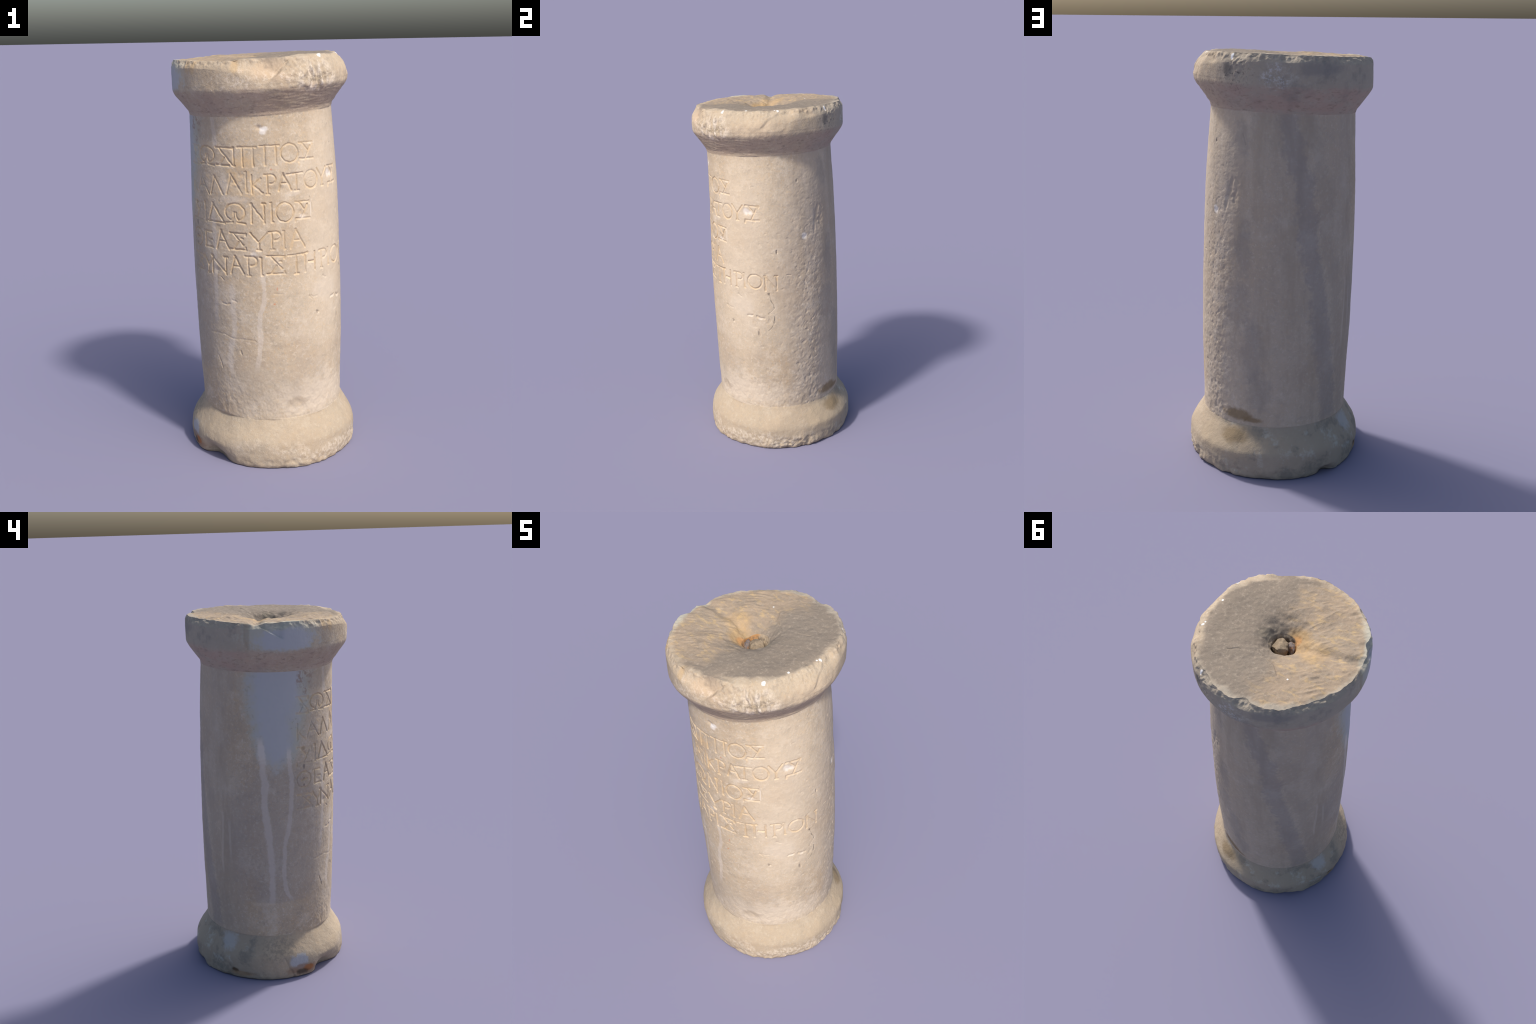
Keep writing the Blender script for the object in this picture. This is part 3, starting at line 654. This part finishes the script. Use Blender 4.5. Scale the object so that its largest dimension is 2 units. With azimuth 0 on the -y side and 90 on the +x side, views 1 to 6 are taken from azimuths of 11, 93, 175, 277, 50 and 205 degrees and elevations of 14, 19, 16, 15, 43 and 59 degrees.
def capital_material():
    n = Nodes('capital_marble')
    c, grain, fine = stone_base(n)
    c = n.mix(.38, c, (.370, .302, .222))
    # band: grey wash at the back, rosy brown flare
    back = n.step(n.add(n.math('ABSOLUTE', n.turn(20)), n.mul(n.sub(n.noise(4, 3, .6, seed=52), .5), 80)), 95, 130)
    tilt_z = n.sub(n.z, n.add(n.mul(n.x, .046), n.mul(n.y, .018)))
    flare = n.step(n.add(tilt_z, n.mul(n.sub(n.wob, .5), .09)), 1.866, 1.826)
    c = n.mix(n.mul(back, .55), c, (.335, .305, .255))
    c = n.mix(n.mul(n.mul(back, n.step(n.noise(8, 4, .7, seed=53), .52, .68)), .5), c, (.20, .19, .17))
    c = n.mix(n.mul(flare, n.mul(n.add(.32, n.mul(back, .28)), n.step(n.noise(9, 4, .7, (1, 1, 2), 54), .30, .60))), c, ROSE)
    c = n.mix(n.mul(flare, n.mul(n.step(n.noise(30, 4, .7, (1, 1, 3), 55), .52, .68), .65)), c, (.25, .195, .15))  # flare colour darkened, partly for the shade under the overhang
    # blue grey coat continues over the band on the left side
    coat = n.mul(n.spot(-72, 1.905, 25, .085, .5, .4, .3), n.add(.25, n.mul(n.step(flare, .7, .2), .75)))
    c = n.mix(n.mul(coat, .95), c, SLATE)
    c = n.mix(n.mul(n.mul(coat, n.spot(-69, 1.88, 20, .055, .6, .5)), .95), c, BLUE)
    c = n.mix(n.mul(n.spot(-95, 1.90, 2.0, .07, .8), .4), c, (.26, .20, .13))
    # soot specks and lime bloom at the back
    c = n.mix(n.mul(n.mul(n.spot(149, 1.895, 12, .055, 1.0), n.step(n.noise(70, 4, .7, seed=56), .52, .66)), .75), c, SOOT)
    c = n.mix(n.mul(n.spot(142, 1.93, 2.5, .025, 1.2), .5), c, SOOT)
    c = n.mix(n.mul(n.mul(n.spot(174, 1.90, 9, .05, 1.0), n.step(fine, .44, .66)), .6), c, (.62, .60, .58))
    c = n.mix(n.mul(n.spot(-158, 1.93, 12, .03, .9), .55), c, (.22, .205, .19))
    # bruised pale break at the front
    brk = n.spot(43, 1.895, 17, .060, .8, .5)
    c = n.mix(n.mul(n.mul(brk, n.step(n.noise(26, 4, .7, (1, 1, .4), 57), .44, .64)), .60), c, (.80, .71, .60))
    c = n.mix(n.mul(n.mul(brk, n.step(n.noise(30, 4, .7, seed=58), .52, .66)), .7), c, (.25, .20, .14))
    c = n.mix(n.mul(n.spot(12, 1.92, 12, .05, .8), .45), c, (.57, .42, .285))
    c = n.mix(n.mul(n.mul(n.spot(5, 1.885, 26, .035, .9), n.step(fine, .44, .64)), .35), c, (.76, .66, .55))
    c = n.mix(n.mul(n.spot(10, 1.875, 9, .02, .9), .35), c, (.35, .29, .22))
    c = n.mix(n.mul(n.spot(85, 1.90, 24, .05, 1.0), .22), c, (.58, .43, .29))
    # streaks of iron yellow from the rim at the front left
    for a in (-42, -36, -8):
        c = n.mix(n.mul(n.spot(a, 1.945, 2.0, .03, 1.0), .38), c, (.56, .37, .17))
    # the broken top: grey dust, yellow west side, rust round the socket
    geo = n.new('ShaderNodeNewGeometry'); sep = n.new('ShaderNodeSeparateXYZ'); n.t.links.new(geo.outputs['True Normal'], sep.inputs[0])
    plane = n.sub(n.z, n.add(n.mul(n.x, .034), n.mul(n.y, .024)))
    r_axis = n.math('SQRT', n.add(n.math('POWER', n.add(n.x, .028), 2.0), n.math('POWER', n.add(n.y, .012), 2.0)))
    inner = n.step(n.add(r_axis, n.mul(n.sub(n.wob, .5), .06)), .405, .375)
    # the worn bevel on the sunny side keeps the clean stone colour
    bev = n.mul(n.mul(n.step(n.math('ABSOLUTE', n.turn(70)), 62, 40), n.step(n.add(r_axis, n.mul(n.sub(n.wob, .5), .06)), .345, .372)), 1.0)
    top = n.mul(n.mul(inner, n.step(plane, 1.87, 1.90)), n.sub(1.0, bev))
    top = n.mul(top, n.step(n.z, 1.84, 1.86))
    west = n.step(n.add(n.x, n.mul(n.sub(n.noise(4, 3, .6, seed=61), .5), .35)), .02, -.16)
    tc = n.mix(west, (.224, .184, .144), (.345, .262, .183))
    tc = n.mix(n.mul(n.step(n.noise(13, 4, .7, seed=62), .45, .68), .5), tc, (.195, .165, .132))
    tc = n.mix(n.mul(n.step(n.noise(60, 4, .7, seed=63), .50, .72), .5), tc, (.42, .355, .28))
    tc = n.mix(n.mul(n.mul(west, n.step(n.noise(16, 4, .7, (1, 2, 1), 64), .50, .66)), .6), tc, (.53, .37, .18))
    for (x, y), rad, col, k in (((-.10, -.045), .085, (.45, .29, .13), .75), ((-.088, -.050), .036, (.44, .215, .065), .85), ((-.20, .005), .09, (.55, .35, .15), .35), ((.012, -.055), .050, (.19, .16, .12), .6), ((.05, -.02), .04, (.22, .19, .14), .55)):
        d = n.math('SQRT', n.add(n.math('POWER', n.sub(n.x, x), 2.0), n.math('POWER', n.sub(n.y, y), 2.0)))
        d = n.add(d, n.mul(n.sub(n.wob, .5), rad * .9))
        tc = n.mix(n.mul(n.step(d, rad, rad * .45), k), tc, col)
    c = n.mix(n.mul(top, .92), c, tc)
    # white knocks along the edge
    for a, r, w in ((54.6, .388, .011), (74, .350, .007), (101.4, .368, .009), (99, .360, .005), (142, .409, .008), (-150, .25, .005)):
        q = np.radians(a); kx, ky = -.0265 + r * np.sin(q), -.0125 - r * np.cos(q)
        d = n.math('SQRT', n.add(n.math('POWER', n.sub(n.x, kx), 2.0), n.math('POWER', n.sub(n.y, ky), 2.0)))
        d = n.add(d, n.mul(n.sub(n.wob_fine, .5), w * 1.2))
        c = n.mix(n.mul(n.step(d, w, w * .6), n.step(n.z, 1.95, 1.96)), c, WHITE)
    return n.finish(c, .88, n.add(n.mul(grain, .6), fine), .5, .004)

def socket_material():
    n = Nodes('socket_stone')
    c, grain, fine = stone_base(n)
    c = n.mix(.6, c, (.30, .235, .16))
    rusty = n.step(n.add(n.x, n.mul(n.sub(n.wob, .5), .05)), -.068, -.092)
    c = n.mix(n.mul(rusty, .8), c, (.42, .20, .06))
    c = n.mix(n.mul(n.step(n.noise(40, 3, .6, seed=71), .5, .62), .5), c, (.12, .10, .08))
    return n.finish(c, .9, fine, .5, .004)

def lump_material(name, a, b, dark):
    n = Nodes(name)
    f = n.noise(45, 4, .7, seed=81)
    c = n.mix(n.step(f, .38, .64), a, b)
    c = n.mix(n.mul(n.step(n.noise(70, 3, .6, seed=82), .56, .68), .7), c, dark)
    return n.finish(c, .85, f, .5, .004)

# ------------------------------------------------------------------ building
def mesh_object(name, verts, faces4, normals, material, parent, extra=()):
    used = np.unique(np.concatenate([faces4.ravel()] + [np.asarray(e) for e in extra]))
    remap = np.full(len(verts), -1); remap[used] = np.arange(len(used))
    me = bpy.data.meshes.new(name)
    f = remap[faces4]
    nl = f.size + sum(len(e) for e in extra); npoly = len(f) + len(extra)
    me.vertices.add(len(used)); me.vertices.foreach_set('co', verts[used].astype(np.float32).ravel())
    me.loops.add(nl); me.polygons.add(npoly)
    loops = np.concatenate([f.ravel()] + [remap[np.asarray(e)] for e in extra]).astype(np.int32)
    me.loops.foreach_set('vertex_index', loops)
    sizes = np.array([4] * len(f) + [len(e) for e in extra])
    me.polygons.foreach_set('loop_start', np.concatenate([[0], np.cumsum(sizes)[:-1]]).astype(np.int32))
    me.update(calc_edges=True); me.validate()
    me.polygons.foreach_set('use_smooth', np.ones(len(me.polygons), bool))
    me.normals_split_custom_set_from_vertices(normals[used].astype(np.float32).tolist())
    me.materials.append(material)
    ob = bpy.data.objects.new(name, me)
    bpy.context.scene.collection.objects.link(ob)
    ob.parent = parent
    return ob

def lump(name, centre, size, material, parent, seed, cuts, turn=0.0):
    """Broken angular lump: a fine sphere planed by a few random cuts."""
    import bmesh
    rng = np.random.default_rng(seed)
    bm = bmesh.new(); bmesh.ops.create_icosphere(bm, subdivisions=5, radius=1.0)
    co = np.array([v.co[:] for v in bm.verts])
    for _ in range(cuts):
        nrm = rng.normal(size=3); nrm /= np.linalg.norm(nrm)
        h = rng.uniform(.55, .85)
        over = np.maximum(co @ nrm - h, 0)
        co -= over[:, None] * nrm * .96
    co += co * (.10 * fbm(co, 2.2, 3, (seed, 0, 0)))[:, None]
    co *= np.array(size)
    c, s = np.cos(turn), np.sin(turn)
    co = np.stack([co[:, 0] * c - co[:, 1] * s, co[:, 0] * s + co[:, 1] * c, co[:, 2]], 1) + np.array(centre)
    for v, p in zip(bm.verts, co):
        v.co = p
    for f in bm.faces:
        f.smooth = True
    me = bpy.data.meshes.new(name); bm.to_mesh(me); bm.free()
    me.materials.append(material)
    ob = bpy.data.objects.new(name, me); bpy.context.scene.collection.objects.link(ob); ob.parent = parent
    return ob

def build():
    az, kinds = columns(), rows()
    P = body(az, kinds)
    D, which, letters = relief(P, grid_normals(P), az, kinds)
    P = P + grid_normals(P) * D[..., None]
    kind = np.array([k for k, _ in kinds])
    # the underside follows the chipped foot
    foot = int(np.where(kind == 'base')[0][0])
    for low in (foot + 1, foot):
        P[low, :, :2] = P[low + 1, :, :2] * .997 + P[foot + 4, :, :2].mean(0) * .003
    P[foot, :, 2] = 0.0
    mid = P[foot].mean(0)
    for row, (k, t) in enumerate(kinds):
        if k == 'under':
            P[row] = mid + (P[foot] - mid) * (.12 + .88 * t)
    # fit the stated frame: foot on z = 0, longest side 2 m
    P[..., 2] -= P[..., 2].min()
    P[..., 2] *= 2.0 / P[..., 2].max()
    N = grid_normals(P)
    n, m = P.shape[:2]
    V, NV = P.reshape(-1, 3), N.reshape(-1, 3)
    i, j = np.meshgrid(np.arange(n - 1), np.arange(m), indexing='ij')
    j2 = (j + 1) % m
    F = np.stack([i * m + j, i * m + j2, (i + 1) * m + j2, (i + 1) * m + j], -1)
    part_of_row = np.array([{'under': 0, 'base': 0, 'shaft': 1, 'cap': 2, 'rim': 2, 'top': 2, 'socket': 3}[k] for k in kind[:-1]])
    part = np.repeat(part_of_row[:, None], m, 1)
    letter = which[:-1].copy()
    letter[part != 1] = -1

    root = bpy.data.objects.new('inscribed_stone_column', None)
    bpy.context.scene.collection.objects.link(root)
    root['label'] = 'weathered beige marble column with carved five-line Greek inscription'
    root['category'] = 'stone column'
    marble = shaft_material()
    mesh_object('base', V, F[part == 0], NV, base_material(), root, [list(range(m))[::-1]])
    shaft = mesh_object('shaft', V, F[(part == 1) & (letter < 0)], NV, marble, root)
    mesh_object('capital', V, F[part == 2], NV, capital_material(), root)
    last = (n - 1) * m
    mesh_object('dowel_hole', V, F[part == 3], NV, socket_material(), root, [list(range(last, last + m))])
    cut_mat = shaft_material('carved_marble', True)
    for k in range(letters):
        sel = letter == k
        if sel.any():
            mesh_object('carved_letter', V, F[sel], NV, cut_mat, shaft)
    tan = lump_material('fill_stone', (.300, .235, .160), (.220, .170, .115), (.07, .055, .045))
    iron = lump_material('corroded_iron', (.150, .140, .140), (.240, .150, .095), (.34, .14, .04))
    lump('stone_plug', (-.028, -.002, 1.902), (.043, .056, .040), tan, root, 3, 10, .5)
    lump('iron_dowel', (-.076, -.024, 1.892), (.021, .040, .032), iron, root, 8, 8, .5)

build()
